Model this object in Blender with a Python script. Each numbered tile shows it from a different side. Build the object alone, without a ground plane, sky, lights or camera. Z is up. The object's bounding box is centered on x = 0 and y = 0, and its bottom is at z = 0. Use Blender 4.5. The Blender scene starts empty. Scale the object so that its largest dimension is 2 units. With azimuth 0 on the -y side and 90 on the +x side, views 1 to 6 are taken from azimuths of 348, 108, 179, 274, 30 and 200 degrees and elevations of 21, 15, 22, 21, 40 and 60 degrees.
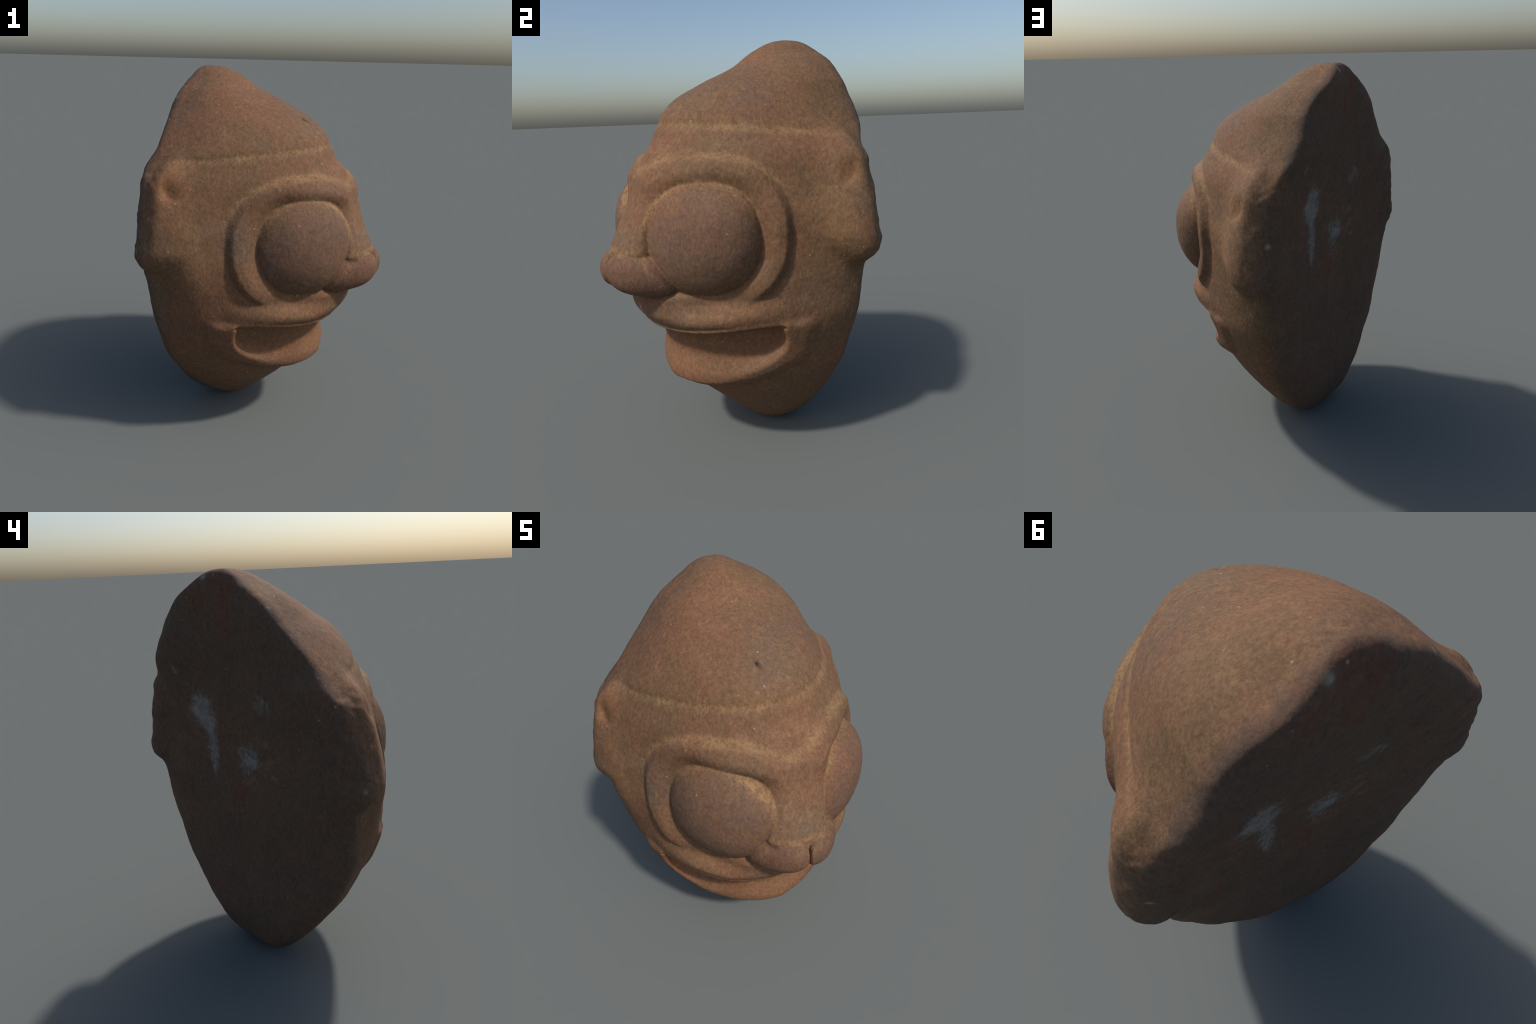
import numpy as np
# ---------------------------------------------------------------- sculpture description
FACE_AZ=np.radians(54.0); SYM=0.055
Fv=np.array([np.sin(FACE_AZ),-np.cos(FACE_AZ)]); Sv=np.array([-np.cos(FACE_AZ),-np.sin(FACE_AZ)])
def to_local(P): return np.stack([P[:,0]*Fv[0]+P[:,1]*Fv[1], P[:,0]*Sv[0]+P[:,1]*Sv[1]-SYM, P[:,2]],1)
def to_world(L):
    s=L[:,1]+SYM
    return np.stack([L[:,0]*Fv[0]+s*Sv[0], L[:,0]*Fv[1]+s*Sv[1], L[:,2]],1)
def spline(xs,ys,x):
    xs=np.asarray(xs,float);ys=np.asarray(ys,float);h=np.diff(xs);d=np.diff(ys)/h
    m=np.zeros(len(xs));m[0]=d[0];m[-1]=d[-1]
    for i in range(1,len(xs)-1):
        m[i]=0 if d[i-1]*d[i]<=0 else (h[i-1]+h[i])/(h[i-1]/d[i]+h[i]/d[i-1]) if False else (d[i-1]*h[i]+d[i]*h[i-1])/(h[i]+h[i-1])
    x=np.clip(x,xs[0],xs[-1]);i=np.clip(np.searchsorted(xs,x,side='right')-1,0,len(xs)-2)
    t=(x-xs[i])/h[i];t2=t*t;t3=t2*t
    return (2*t3-3*t2+1)*ys[i]+(t3-2*t2+t)*h[i]*m[i]+(-2*t3+3*t2)*ys[i+1]+(t3-t2)*h[i]*m[i+1]
def ss(a,b,x): # smooth step, also downwards
    t=np.clip((x-a)/(b-a),0,1);return t*t*(3-2*t)
def gs(x,w): return np.exp(-(x/w)**2)
def smin(a,b,k):
    h=np.maximum(k-np.abs(a-b),0)/k;return np.minimum(a,b)-h*h*k*.25
def smax(a,b,k): return -smin(-a,-b,k)
# height stations of the stone: front, back, half width, sideways lean, bluntness
ST=np.array([
# z  front  back  halfwidth  lean  bluntness  back twist
[0.000, -0.070, -0.100, 0.012, -0.010, 2.000, 0.000],
[0.030, 0.038, -0.200, 0.150, -0.009, 2.000, -0.010],
[0.080, 0.099, -0.243, 0.220, -0.005, 2.000, -0.020],
[0.160, 0.182, -0.268, 0.295, -0.005, 1.950, -0.022],
[0.260, 0.282, -0.282, 0.372, -0.004, 1.900, -0.026],
[0.360, 0.370, -0.285, 0.440, -0.003, 1.900, -0.028],
[0.470, 0.420, -0.287, 0.510, 0.000, 1.900, -0.030],
[0.600, 0.482, -0.287, 0.563, 0.002, 1.900, -0.030],
[0.750, 0.528, -0.290, 0.612, 0.003, 1.920, -0.028],
[0.900, 0.555, -0.295, 0.622, 0.006, 1.820, -0.022],
[1.050, 0.585, -0.297, 0.630, 0.008, 1.660, -0.026],
[1.200, 0.585, -0.305, 0.632, 0.002, 1.600, -0.026],
[1.350, 0.572, -0.318, 0.605, 0.002, 1.620, -0.022],
[1.500, 0.508, -0.332, 0.550, -0.006, 1.750, -0.023],
[1.620, 0.454, -0.343, 0.468, -0.016, 1.750, 0.016],
[1.720, 0.371, -0.347, 0.392, -0.032, 1.800, 0.013],
[1.800, 0.222, -0.346, 0.330, -0.050, 1.850, 0.003],
[1.880, 0.032, -0.342, 0.252, -0.048, 2.000, 0.011],
[1.940, -0.055, -0.330, 0.150, -0.044, 2.000, 0.016],
[1.980, -0.130, -0.306, 0.085, -0.043, 2.000, 0.013],
[2.000, -0.235, -0.265, 0.012, -0.050, 2.000, 0.000],
])
def back_hollow(z): return spline([0,.3,.6,.9,1.2,1.5,1.7,1.95,2],[0,.018,.050,.056,.07,.055,.036,.01,0],z)
def _u(z): return np.arccos(np.clip(1-z,-1,1))
def body_q(L,ST=None):
    ST=globals()['ST'] if ST is None else ST
    us=_u(ST[:,0]);u=_u(L[:,2])
    a,b,w,c0,n=[spline(us,ST[:,k],u) for k in range(1,6)]
    tw=spline(us,ST[:,6],u)
    w=np.maximum(w,.005)
    s=np.clip((L[:,1]-c0)/w,-1.1,1.1)
    b=b+tw*s*np.clip((a-b)*4,0,1)+back_hollow(L[:,2])*(1-np.minimum((s+.035*ss(.7,1.1,L[:,2]))**2,1))**1.4
    c=b+np.minimum(.14,.45*(a-b)); s=np.abs(L[:,1]-c0)/w; df=L[:,0]-c
    front=df>0
    g=np.where(front,df/np.maximum(a-c,.004),-df/np.maximum(c-b,.004))
    m=np.where(front,n,3.6+2.2*ss(.7,1.2,L[:,2]))
    return (s**m+g**m+1e-9)**(1/m)
def body(L,ST=None):
    e=1e-3
    def q(L): return body_q(L,ST)
    q0=q(L);G=[]
    for k in range(3):
        D=np.zeros(3);D[k]=e;G.append((q(L+D)-q(L-D))/(2*e))
    g=np.sqrt(sum(x*x for x in G))
    d=(q0-1)/np.maximum(g,.6)
    return np.maximum(d,np.maximum(L[:,2]-2.0,-L[:,2]))
EYE=np.array([.461,.294,1.15]); EX=np.array([-.763,.645]); EN=np.array([.645,.763])
def eye_xy(f,t,z):
    df,dt=f-EYE[0],t-EYE[1]
    return df*EX[0]+dt*EX[1], z-EYE[2], df*EN[0]+dt*EN[1]
def ell(x,y,z,a,b,c):
    k0=np.sqrt((x/a)**2+(y/b)**2+(z/c)**2);k1=np.sqrt((x/a**2)**2+(y/b**2)**2+(z/c**2)**2)
    return k0*(k0-1)/np.maximum(k1,1e-6)
def dome(x,y,n,a,b,c,p):
    r=((np.abs(x)/a)**p+(np.abs(y)/b)**p+1e-9)**(1/p);k=np.sqrt(r*r+(n/c)**2)
    g=np.sqrt((r/min(a,b))**2+(n/c**2)**2)/np.maximum(k,1e-6)
    return (k-1)/np.maximum(g,1.)
def ridge(f,t,z,A,B,ra,rb):
    "blunt ridge whose axis runs in the middle plane from A to B (f,z)"
    af,az=B[0]-A[0],B[1]-A[1];h=np.clip(((f-A[0])*af+(z-A[1])*az)/(af*af+az*az),0,1)
    u=np.hypot(f-A[0]-h*af,z-A[1]-h*az)
    return (u**3+np.abs(t)**3+1e-12)**(1/3)-(ra+(rb-ra)*h)
def capsule(P,A,B,ra,rb):
    A=np.array(A);B=np.array(B);ab=B-A;h=np.clip(((P-A)@ab)/(ab@ab),0,1)
    return np.linalg.norm(P-A-h[:,None]*ab,axis=1)-(ra+(rb-ra)*h)
def ring_r(x,y):
    "1 on the outer edge of the socket rim"
    return ((np.abs(x)/.405)**2.3+(np.abs(y-.01)/.347)**2.3+1e-9)**(1/2.3)
def mouth_top(t): return spline([0,.15,.30,.42,.50,.56,.7],[.690,.695,.712,.728,.738,.735,.72],t)
def rim_z(t): return .742-.347*np.sqrt(np.maximum(1-(t/.570)**2.6,0))
def relief(f,s,z):
    t=np.abs(s)
    fr=ss(-.18,-.02,f)
    h=np.zeros_like(f)
    # cap hem : shallow groove, the cap slightly proud above it
    zl=hem(f)
    h+=fr*(.006*ss(-.02,.03,z-zl)*(1-ss(.06,.25,z-zl))-.004*gs(z-zl,.018))
    # socket rim : crescent ridge from the bridge over the eye and down its outer side
    x,y,n=eye_xy(f,t,z)
    r=ring_r(x,y);ang=np.degrees(np.arctan2(y,x))
    front=ss(-.15,.05,n+.25)
    outer=1-ss(.90,1.0,r)
    keep=np.where(ang<-100,1-ss(-170,-130,ang),ss(-62,-35,ang))*ss(.0,.10,t)
    h+=front*keep*outer*(.006+.025*ss(.60,.84,r))
    # heavy inner brow, fuller cheek on one side
    h+=.024*gs(z-1.40,.068)*(1-ss(.24,.42,t))*ss(.3,.45,f)
    h+=.034*gs(f+.03,.11)*gs(z-1.08,.2)*ss(.4,.5,s)
    h-=.016*gs(f-.2,.15)*gs(z-1.35,.2)*ss(.2,.4,s)
    h+=.018*gs(f-.12,.18)*gs(z-.28,.14)*ss(.08,.25,s)-.014*gs(f-.15,.15)*gs(z-.65,.15)*ss(.3,.45,-s)
    # upper lip : broad shelf with an overhanging lower edge and a beaded border
    inm=ss(.02,.10,f)
    zt=mouth_top(t)
    amp=spline([0,.2,.38,.46,.52,.56,.8],[.066,.066,.054,.036,.014,0,0],t)
    up=ss(0,.018,z-zt)*(1-.85*ss(.05,.15,z-zt)*ss(.15,.36,t))*(1-ss(.17,.25,z-zt))
    h+=inm*(amp*(.9+.4*ss(.02,.10,z-zt))*up-.006*gs(z-zt-.030,.009)*(1-ss(.38,.45,t)))
    # lower lip : half-moon dish ending in a beaded rim
    e=mouth_e(t,z);below=1-ss(-.010,.006,z-zt)
    amp=spline([0,.2,.35,.44,.53,.56,.8],[.086,.068,.050,.038,.028,.022,.022],t)
    side=ss(.15,.50,t)
    rim=(1-ss(.99,1.10-.045*side,e))*ss(.50+.34*side,.955,e)
    dish=1-ss(.34+.36*side,.95,e)
    soft=below+(1-ss(0,.05,z-zt)-below)*ss(.88,.95,e)
    h+=inm*(soft*amp*rim-below*(.004+.028*side)*dish-below*.008*gs(e-1.0,.016)*(1-ss(.3,.42,t)))
    return h
def mouth_e(t,z): return ((t/.570)**2.6+(np.maximum(.742-z,0)/.347)**2+1e-9)**.45
def hem(f): return 1.575+.11*f
def lean(f,s,z): return s+.031*gs(z-1.32,.35)*ss(0,.4,f)
def features(L,ST=None):
    f,s,z=L.T;s=lean(f,s,z);L=np.stack([f,s,z],1);t=np.abs(s);Lm=np.stack([f,t,z],1)
    d=body(L,ST)
    d=d-relief(f,s,z)
    # nose bridge, running out in the septum
    br=ridge(f,(s+.032*ss(1.1,1.4,z))*(.76+.10*ss(.05,-.05,s)*ss(1.3,1.15,z)),z,(.452,1.40),(.603,1.07),.112,.122)
    br=smin(br,capsule(Lm,(.632,0,1.07),(.648,0,.985),.108,.094),.03)
    d=smin(d,br,.06)
    # ears : ridges on the back edge, soft towards the cheek, cut off below the lobe
    ear=np.minimum(capsule(L,(-.215,.525,1.42),(-.215,.605,1.12),.085,.099),capsule(L,(-.178,-.535,1.41),(-.165,-.605,1.10),.088,.112))
    d=smin(d,ear,.05+.10*ss(1.02,1.16,z)*ss(-.26,-.15,f))
    for c,r in(((-.115,.605,1.46),(.04,.017,.055)),((-.090,-.640,1.41),(.04,.017,.045))):
        d=smax(d,-ell(f-c[0],s-c[1],z-c[2],*r),.04)
    # eyes
    x,y,n=eye_xy(f,t,z)
    eye=dome(x-.005,y+.015,n+.06-(.12-.10*ss(-.1,.1,s))*x,.265,.262,.170,2.25)
    # nostril wings
    wx=(f-.624)*EX[0]+(t-.115)*EX[1];wn=(f-.624)*EN[0]+(t-.115)*EN[1]
    wing=dome(wx+.022,z-.985+.15*wx,wn+.06*wx,.165,.100,.084,2.5)
    wing=smax(wing,-(t-.003),.014)
    return dict(rest=d,eye=eye,wing=wing,ear=ear)
def sdf(L,ST=None):
    d=features(L,ST)
    r=smin(d['rest'],d['eye'],.012)
    crease=.003*gs(d['eye']-d['rest'],.010)*ss(.02,.0,np.abs(d['eye']))+.004*gs(d['wing']-r,.010)*ss(.02,.0,np.abs(d['wing']))
    return smin(r,d['wing'],.008)+crease
# ---------------------------------------------------------------- which part a surface point belongs to
PARTS={0:('face','sandstone'),1:('cap','sandstone'),2:('headband','sandstone'),3:('eye','sandstone'),4:('eye','sandstone'),
5:('eye_socket_rim','sandstone'),6:('eye_socket_rim','sandstone'),7:('nose','sandstone'),8:('nostril','sandstone'),9:('nostril','sandstone'),
10:('upper_lip','sandstone'),11:('lower_lip','sandstone'),12:('ear','sandstone'),13:('ear','sandstone'),14:('chin','sandstone'),15:('back','sandstone')}
def region(L):
    f,s,z=L.T;s=lean(f,s,z);t=np.abs(s);R=s>=0
    d=features(L)
    lab=np.zeros(len(L),int)
    lab[(z<rim_z(t)-.02)|(z<.70)]=14
    lab[(z>1.45)]=2
    x,y,n=eye_xy(f,t,z)
    rr=ring_r(x,y)
    rim=(rr<.985)&(n>-.3)&(f>.02)&(z>.92)
    lab[rim&R]=5;lab[rim&~R]=6
    nose=(t<.115+.02*ss(1.2,1.0,z))&(f>.5)&(z<1.48)&(z>1.0)
    lab[nose]=7
    zt=mouth_top(t);zr=rim_z(t)
    m=(f>.06)&(t<.58)
    lab[m&(z>zt-.004)&(z<zt+.15)&(rr>.9)]=10
    lab[m&(z<=zt-.004)&(z>zr-.02)]=11
    w=d['wing']<d['rest']+.004
    lab[w&R]=8;lab[w&~R]=9
    e=d['eye']<d['rest']+.004
    lab[e&R]=3;lab[e&~R]=4
    ear=(d['ear']<.03)&(f<.0)
    lab[ear&R]=12;lab[ear&~R]=13
    lab[z>hem(f)]=1
    flat=(f<-.18-.055*z)|((f<-.14)&(t<.42)&(z>.2)&(z<1.5))
    lab[flat&(lab!=12)&(lab!=13)]=15
    return lab
PITS=[((.346,.002,1.745),.010,.010),((-.16,.078,.19),.014,.008),((-.17,-.23,.34),.012,.008)]
# ---------------------------------------------------------------- stone material (all masks are node maths on Object coordinates)
import bpy
class Val:
    "a socket or number that builds Math nodes when it is calculated with"
    nt=None
    def __init__(self,s): self.s=s
    @staticmethod
    def op(kind,*a,clamp=False):
        n=Val.nt.nodes.new('ShaderNodeMath');n.operation=kind;n.use_clamp=clamp
        for i,v in enumerate(a):
            v=v.s if isinstance(v,Val) else v
            if isinstance(v,(int,float)): n.inputs[i].default_value=float(v)
            else: Val.nt.links.new(v,n.inputs[i])
        return Val(n.outputs[0])
    def __add__(a,b): return Val.op('ADD',a,b)
    __radd__=__add__
    def __sub__(a,b): return Val.op('SUBTRACT',a,b)
    def __rsub__(a,b): return Val.op('SUBTRACT',b,a)
    def __mul__(a,b): return Val.op('MULTIPLY',a,b)
    __rmul__=__mul__
    def __truediv__(a,b): return Val.op('DIVIDE',a,b)
    def abs(a): return Val.op('ABSOLUTE',a)
    def pow(a,k): return Val.op('POWER',a,k)
def vstep(a,b,x):
    n=Val.nt.nodes.new('ShaderNodeMapRange');n.interpolation_type='SMOOTHSTEP'
    Val.nt.links.new(x.s,n.inputs[0]);n.inputs[1].default_value=a;n.inputs[2].default_value=b
    return Val(n.outputs[0])
def vstepdown(a,b,x): return 1-vstep(a,b,x)
def vbell(x,w): return Val.op('EXPONENT',(x/w)*(x/w)*-1.0)
def stone_material():
    m=bpy.data.materials.new('sandstone');m.use_nodes=True;nt=m.node_tree;Val.nt=nt
    bs=nt.nodes['Principled BSDF'];N=nt.nodes.new;L=nt.links.new
    co=N('ShaderNodeTexCoord').outputs['Object']
    def mapped(scale):
        n=N('ShaderNodeMapping');L(co,n.inputs[0]);n.inputs['Scale'].default_value=scale;return n.outputs[0]
    def noise_tex(scale,detail=3,rough=.55,vec=None,seed=0.0,dist=0.0):
        n=N('ShaderNodeTexNoise');n.noise_dimensions='4D';L(vec or co,n.inputs['Vector']);n.inputs['W'].default_value=seed
        n.inputs['Scale'].default_value=scale;n.inputs['Detail'].default_value=detail;n.inputs['Roughness'].default_value=rough;n.inputs['Distortion'].default_value=dist
        return Val(n.outputs['Fac'])
    def mix(fac,a,b,kind='MIX'):
        n=N('ShaderNodeMix');n.data_type='RGBA';n.blend_type=kind
        for v,i in((fac,0),(a,6),(b,7)):
            v=v.s if isinstance(v,Val) else v
            if isinstance(v,(int,float)): n.inputs[i].default_value=v
            elif isinstance(v,tuple): n.inputs[i].default_value=(*v,1)
            else: L(v,n.inputs[i])
        return n.outputs[2]
    sep=N('ShaderNodeSeparateXYZ');L(co,sep.inputs[0]);x,y,z=[Val(o) for o in sep.outputs]
    f=x*float(Fv[0])+y*float(Fv[1]); s=x*float(Sv[0])+y*float(Sv[1])-SYM
    sl=s+.031*vbell(z-1.32,.35)*vstep(0,.4,f); t=sl.abs()
    def blob(c,r,e=1.0):
        "soft round patch at a place given in face coordinates"
        d=((f-c[0])*(f-c[0])+(s-c[1])*(s-c[1])+(z-c[2])*(z-c[2])*(e*e))*(1/r**2)
        return Val.op('EXPONENT',d*-1.0)
    wob=noise_tex(7,2,seed=5.1)-.5
    grain=noise_tex(120,3,.6,mapped((1,1,.62)),seed=1.3)
    grain2=noise_tex(62,3,.65,mapped((1,1,.7)),seed=7.9)
    mid=noise_tex(17,4,.6,seed=2.2);big=noise_tex(3.0,3,.5,seed=3.7);big2=noise_tex(2.2,3,.5,seed=11.4)
    # -- ground colours of the stone : ochre, rust, grey-violet
    c=mix(vstep(.36,.64,big+(mid-.5)*.5),(.144,.083,.043),(.160,.078,.042))
    c=mix(vstep(.47,.70,big2+(mid-.5)*.6)*.65,c,(.120,.082,.058))
    c=mix(vstep(.46,.70,noise_tex(46,6,.75,mapped((1,1,.6)),seed=7.1)+(mid-.5)*.4)*.6,c,(.215,.118,.058))
    c=mix(vstep(.52,.75,noise_tex(55,3,.6,seed=21.0)+(big2-.5)*.4)*.5,c,(.100,.069,.054))
    # -- softer brown-violet on the eyes, rusty lips and nostrils
    ex,ey=float(EYE[0]),float(EYE[1])
    eye_x=(f-ex)*float(EX[0])+(t-ey)*float(EX[1]);eye_y=z-float(EYE[2])
    er=((eye_x/.262).pow(2.0)+((eye_y+.005)/.25).pow(2.0)).pow(.5)
    frontal=vstep(.05,.16,f)
    c=mix(vstepdown(.72,1.0,er)*frontal*vstep(.40,.55,mid+.06)*.55,c,(.125,.071,.050))
    c=mix(vstepdown(.06,.15,(z-.98).abs())*vstep(.56,.66,f)*.5,c,(.135,.066,.045))
    c=mix((blob((.40,.28,.55),.28)+blob((.40,-.28,.55),.28)+blob((.45,0,.50),.2))*.45,c,(.190,.090,.045))
    c=mix((blob((-.12,.60,1.46),.055)+blob((-.10,-.63,1.41),.055))*.6,c,(.235,.105,.042))
    c=mix((blob((.02,-.62,1.22),.14,.6)+blob((.0,.62,1.25),.14,.6))*.4*vstep(.4,.6,mid+.05),c,(.215,.118,.050))
    c=mix(blob((.14,-.22,1.76),.13)*.5*vstep(.35,.6,mid),c,(.118,.062,.041))
    # -- pale ochre earth that stays in the carved lines
    broken=vstep(.30,.78,grain2*.7+mid*.4)
    hem_l=vbell(z-f*.11-1.574+wob*.012,.019)*vstep(-.22,-.12,f)
    rr=((eye_x.abs()/.405).pow(2.3)+((eye_y-.01).abs()/.335).pow(2.3)).pow(1/2.3)
    brow_l=vbell(rr-1.0+wob*.03,.042)*vstep(.10,.26,eye_y)*frontal*vstepdown(.60,.66,f)
    eye_l=vbell(er-.985+wob*.03,.045)*frontal*(vstep(-.10,.15,eye_y)*.8+vstepdown(-.20,-.05,eye_x)*.6)*vstepdown(.705,.735,f)
    wing_l=vbell(z-1.082+eye_x*.05+wob*.006,.014)*vstep(.60,.66,f)*vstepdown(.13,.17,t)
    sept_l=vbell(t,.013)*vstep(.68,.71,f)*vstepdown(1.06,1.09,z)*vstep(.90,.95,z)
    fill=Val.op('MINIMUM',(hem_l*(.32+.9*vstep(.35,.65,noise_tex(5,3,.6,seed=31.)))*.95+brow_l*(.3+.9*vstep(.35,.65,noise_tex(4,3,.6,seed=37.)))*.95+eye_l*.85+(wing_l*1.1+sept_l*1.2))*(.25+.75*broken),.85)
    c=mix(fill,c,(.245,.142,.068))
    # -- the back : flat dressed face coloured a darker grey-brown, rust stains and chalky smears
    bk=vstepdown(-.02,.035,f+z*.062+.165+t*.03+wob*.10+(mid-.5)*.05)
    b=mix(vstep(.40,.62,noise_tex(9,4,.6,mapped((1,1,.6)),seed=8.1)),(.098,.064,.044),(.118,.070,.045))
    b=mix(vstep(.52,.68,noise_tex(6,4,.65,mapped((1,1,.55)),seed=4.4))*.7,b,(.135,.050,.032))
    b=mix(vstep(.50,.70,grain)*.4,b,(.060,.045,.036))
    c=mix(bk*.92,c,b)
    chalk=0
    for cc,r,e,a in(((-.26,-.22,1.31),.085,.7,1.1),((-.26,-.27,1.40),.07,.8,.6),((-.24,-.195,1.10),.04,.25,1.0),((-.235,.03,1.13),.09,.9,.95),
        ((-.28,.16,1.43),.07,.9,.7),((-.25,.17,1.25),.08,.6,.45),((-.31,-.36,1.55),.03,.5,.8),((-.23,.2,1.1),.06,.7,.4),((-.25,0.,.95),.08,.8,.25)):
        chalk=blob(cc,r,e)*a+chalk
    dust=vstep(.66,1.2,chalk*.48+noise_tex(80,5,.8,mapped((1,1,.45)),seed=6.6)*.95+(mid-.5)*.9)*vstep(.12,.3,chalk)
    c=mix(Val.op('MINIMUM',dust*.75,.8),c,(.26,.26,.245))
    chips=blob((-.322,-.10,1.972),.011)+blob((-.298,.241,1.851),.011)+blob((-.27,.673,1.136),.010)+blob((-.27,-.624,1.253),.011)
    c=mix(Val.op('MINIMUM',chips*1.2,.7),c,(.30,.27,.20))
    # -- grains : light and dark specks, pale quartz dots, small dark pores
    k=.655+.60*vstep(.28,.72,grain2*.5+grain*.5)+(noise_tex(230,2,.6,seed=14.2)-.5)*.35
    g=N('ShaderNodeMix');g.data_type='RGBA';g.blend_type='MULTIPLY';g.inputs[0].default_value=1
    comb=N('ShaderNodeCombineXYZ')
    for i in range(3): L(k.s,comb.inputs[i])
    L(c,g.inputs[6]);L(comb.outputs[0],g.inputs[7]);c=g.outputs[2]
    def dots(scale,size,keep,seed):
        v=N('ShaderNodeTexVoronoi');v.voronoi_dimensions='4D';L(co,v.inputs['Vector']);v.inputs['Scale'].default_value=scale;v.inputs['W'].default_value=seed
        r=N('ShaderNodeSeparateColor');L(v.outputs['Color'],r.inputs[0])
        return vstepdown(size*.5,size,Val(v.outputs['Distance']))*vstep(keep,keep+.02,Val(r.outputs[0]))
    c=mix(dots(48,.30,.93,0.5)*.6,c,(.34,.25,.17))
    pore=dots(30,.17,.94,2.5)
    c=mix(pore*.75,c,(.035,.020,.014))
    c=mix(Val.op('EXPONENT',((s-.002)*(s-.002)+(z-1.745)*(z-1.745))*-12000.0)*vstep(.1,.2,f),c,(.012,.009,.008))
    L(c,bs.inputs['Base Color'])
    bs.inputs['Roughness'].default_value=.8;bs.inputs['Specular IOR Level'].default_value=.22
    h=grain*.6+grain2*.7+mid*.3-pore*.8
    bp=N('ShaderNodeBump');bp.inputs['Strength'].default_value=.35;bp.inputs['Distance'].default_value=.006
    L(h.s,bp.inputs['Height']);L(bp.outputs[0],bs.inputs['Normal'])
# ---------------------------------------------------------------- skin the solid with quads (surface nets)
import bpy
from mathutils import noise, Vector
STEP=0.0065
def band_grid():
    lo=np.array([-.46,-.80,-.03]);hi=np.array([.86,.80,2.03]);k=8;H=STEP*k
    nc=np.ceil((hi-lo)/H).astype(int)
    ax=[lo[i]+H*(np.arange(nc[i])+.5) for i in range(3)]
    C=np.stack(np.meshgrid(*ax,indexing='ij'),-1).reshape(-1,3)
    dc=sdf(C);near=np.abs(dc)<H*1.6
    n=nc*k
    D=np.repeat(np.repeat(np.repeat(dc.reshape(nc),k,0),k,1),k,2).astype(np.float32)
    near=np.repeat(np.repeat(np.repeat(near.reshape(nc),k,0),k,1),k,2)
    I=np.argwhere(near)
    out=np.empty(len(I))
    for a in range(0,len(I),400000):
        out[a:a+400000]=sdf(lo+STEP*(I[a:a+400000]+.5))
    D[near]=out
    return D,lo+STEP*.5
def surface_nets(D,lo):
    S=D<0
    nx,ny,nz=[d-1 for d in D.shape]
    cnt=np.zeros((nx,ny,nz),np.int8)
    for i in(0,1):
        for j in(0,1):
            for k in(0,1): cnt+=S[i:i+nx,j:j+ny,k:k+nz]
    act=(cnt>0)&(cnt<8);cells=np.argwhere(act)
    idx=-np.ones(act.shape,np.int64);idx[act]=np.arange(len(cells))
    acc=np.zeros((len(cells),3));num=np.zeros(len(cells))
    corners=[(i,j,k) for i in(0,1) for j in(0,1) for k in(0,1)]
    val={c:D[tuple((cells+np.array(c)).T)] for c in corners}
    for c in corners:
        for a in range(3):
            if c[a]: continue
            e=list(c);e[a]=1;e=tuple(e)
            m=(val[c]<0)!=(val[e]<0)
            t=val[c][m]/(val[c][m]-val[e][m])
            p=np.tile(np.array(c,float),(m.sum(),1));p[:,a]+=t
            acc[m]+=p;num[m]+=1
    V=lo+STEP*(cells+acc/num[:,None])
    Q=[]
    for a in range(3):
        b,c=(a+1)%3,(a+2)%3
        sl0=[slice(None)]*3;sl1=[slice(None)]*3
        sl0[a]=slice(0,-1);sl1[a]=slice(1,None)
        m=S[tuple(sl0)]!=S[tuple(sl1)]
        E=np.argwhere(m);E=E[(E[:,b]>0)&(E[:,c]>0)&(E[:,b]<D.shape[b]-1)&(E[:,c]<D.shape[c]-1)]
        inside=S[tuple(E.T)]
        def cell(ob,oc):
            X=E.copy();X[:,b]-=ob;X[:,c]-=oc;return idx[tuple(X.T)]
        q=np.stack([cell(1,1),cell(0,1),cell(0,0),cell(1,0)],1)
        q[~inside]=q[~inside][:,::-1]
        Q.append(q)
    return V,np.concatenate(Q)
def gradient(V,e=.0012):
    G=np.stack([sdf(V+np.eye(3)[k]*e)-sdf(V-np.eye(3)[k]*e) for k in range(3)],1)/(2*e)
    return G
D,lo=band_grid()
V,Q=surface_nets(D,lo)
for it in range(2):
    d=sdf(V);G=gradient(V);g2=np.maximum((G*G).sum(1),.3)
    step=np.clip(d/g2,-.5*STEP,.5*STEP)[:,None]*G
    V=V-step
# relax a little so that the grid pattern does not show
def relax(V,Q,n,w):
    for _ in range(n):
        A=np.zeros_like(V);c=np.zeros(len(V))
        for i in range(4):
            for j in(1,3):
                np.add.at(A,Q[:,i],V[Q[:,(i+j)%4]]);np.add.at(c,Q[:,i],1)
        V=V+w*(A/c[:,None]-V)
    return V
V=relax(V,Q,2,.5)
def vertex_normals(V,Q):
    n=np.cross(V[Q[:,2]]-V[Q[:,0]],V[Q[:,3]]-V[Q[:,1]])
    N=np.zeros_like(V)
    for i in range(4): np.add.at(N,Q[:,i],n)
    return N/np.maximum(np.linalg.norm(N,axis=1),1e-12)[:,None]
LAB=region(V)                       # which part each vertex of the carved surface belongs to
N=vertex_normals(V,Q)
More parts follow.
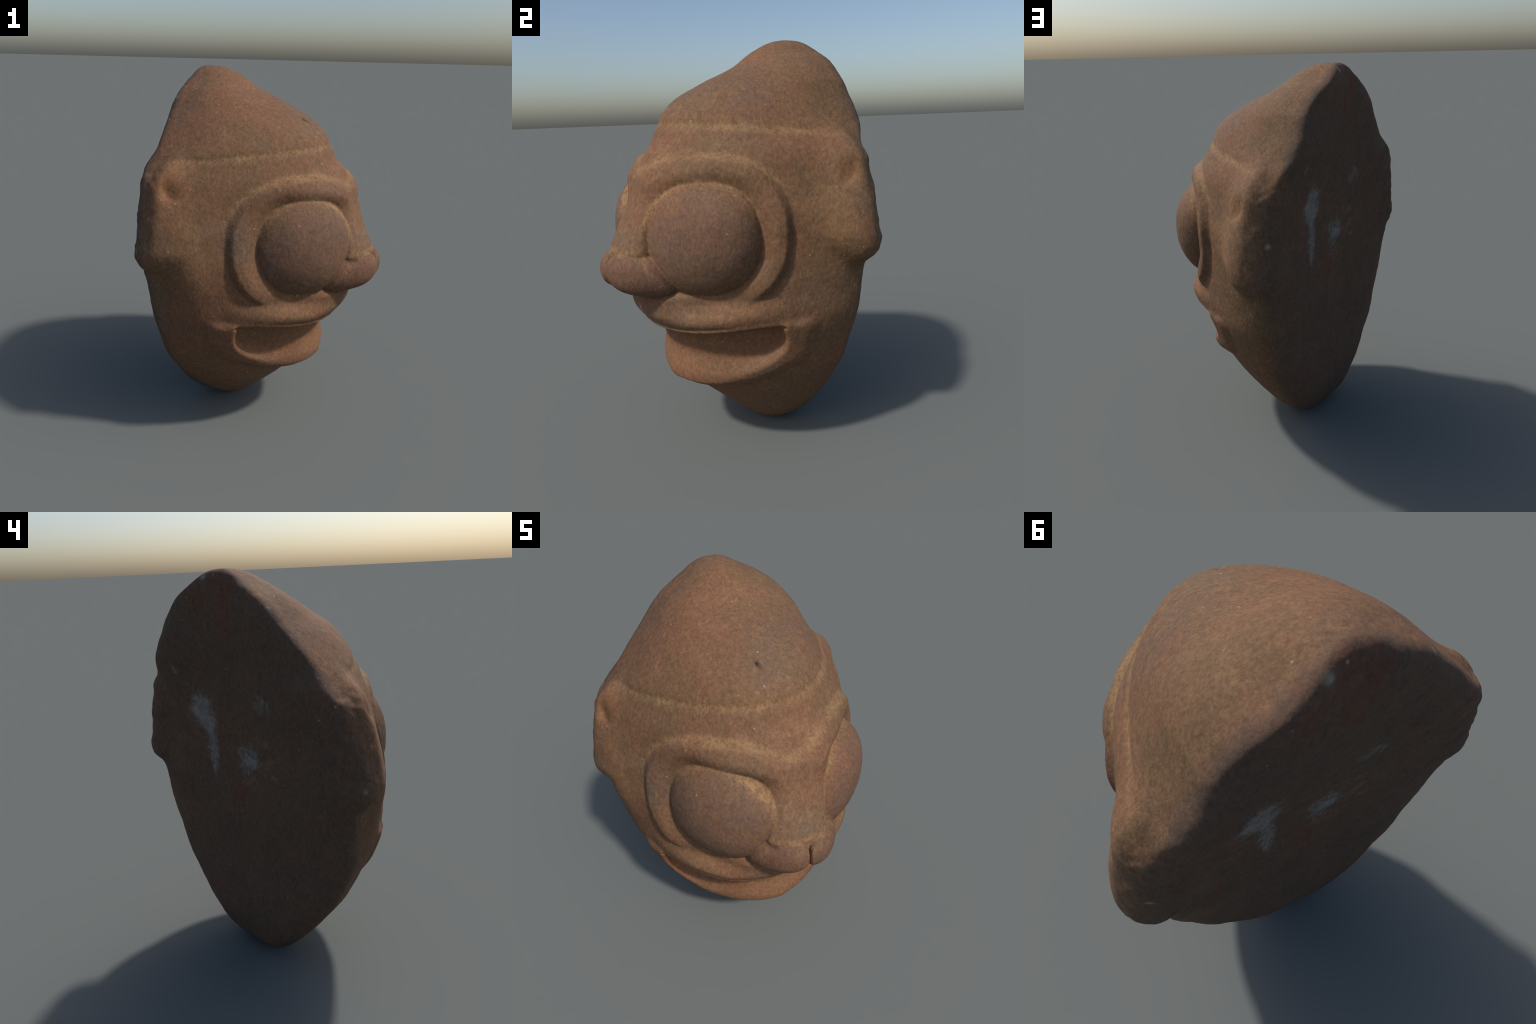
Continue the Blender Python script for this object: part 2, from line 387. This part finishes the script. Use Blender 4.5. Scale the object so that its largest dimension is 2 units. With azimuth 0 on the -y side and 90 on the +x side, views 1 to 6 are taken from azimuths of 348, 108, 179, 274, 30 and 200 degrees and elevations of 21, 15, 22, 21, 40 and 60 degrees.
# hand-worked stone : low lumps, finer unevenness, a few pecked pits
def fbm(V,sc,oct,seed):
    o=Vector((seed,seed*.7,-seed))
    return np.array([noise.fractal(Vector(p)*sc+o,1.0,2.0,oct,noise_basis='PERLIN_ORIGINAL') for p in V])
lump=fbm(V,5.0,3,3.1);fine=fbm(V,38.0,2,9.7)
back=ss(.55,.9,-N[:,0])
earback=ss(-.16,-.24,V[:,0])*ss(.48,.6,np.abs(V[:,1]))*ss(.95,1.05,V[:,2])*ss(1.6,1.5,V[:,2])
V=V+N*(fbm(V,16.0,2,6.3)*.009*earback)[:,None]
V=V+N*(lump*(.0035+.003*back)+fine*(.0007+.0006*back))[:,None]
for P,r,dep in PITS:
    D3=V-np.array(P);D3[:,0]*=.2;dd=np.linalg.norm(D3,axis=1);V=V-N*(dep*np.exp(-(dd/r)**2))[:,None]
W=to_world(V)
W[:,2]-=W[:,2].min();W[:,2]*=2.0/W[:,2].max()
bb=(W[:,:2].min(0)+W[:,:2].max(0))/2;print('extent',W.min(0),W.max(0))
print('centre is off by',bb)
NW=vertex_normals(W,Q)
if NW[:, 2][W[:,2]>1.9].mean()<0: Q=Q[:,::-1];NW=-NW
# ---------------------------------------------------------------- split into named parts, one shared surface
root=bpy.data.objects.new('stone_head',None);bpy.context.collection.objects.link(root)
root['label']='carved reddish brown stone head with bulging round eyes';root['category']='stone sculpture'
stone_material()
fl=LAB[Q][:,0]
for lab,(name,mat) in PARTS.items():
    F=Q[fl==lab]
    if not len(F): continue
    used,inv=np.unique(F,return_inverse=True);F=inv.reshape(-1,4)
    me=bpy.data.meshes.new(name);v=W[used]
    me.vertices.add(len(v));me.vertices.foreach_set('co',v.astype(np.float32).ravel())
    me.loops.add(F.size);me.loops.foreach_set('vertex_index',F.astype(np.int32).ravel())
    me.polygons.add(len(F));me.polygons.foreach_set('loop_start',np.arange(0,F.size,4,dtype=np.int32))
    me.polygons.foreach_set('use_smooth',np.ones(len(F),bool))
    me.update(calc_edges=True);me.validate()
    me.normals_split_custom_set_from_vertices(NW[used].astype(np.float32).tolist())
    me.materials.append(bpy.data.materials[mat])
    ob=bpy.data.objects.new(name,me);ob.parent=root;bpy.context.collection.objects.link(ob)
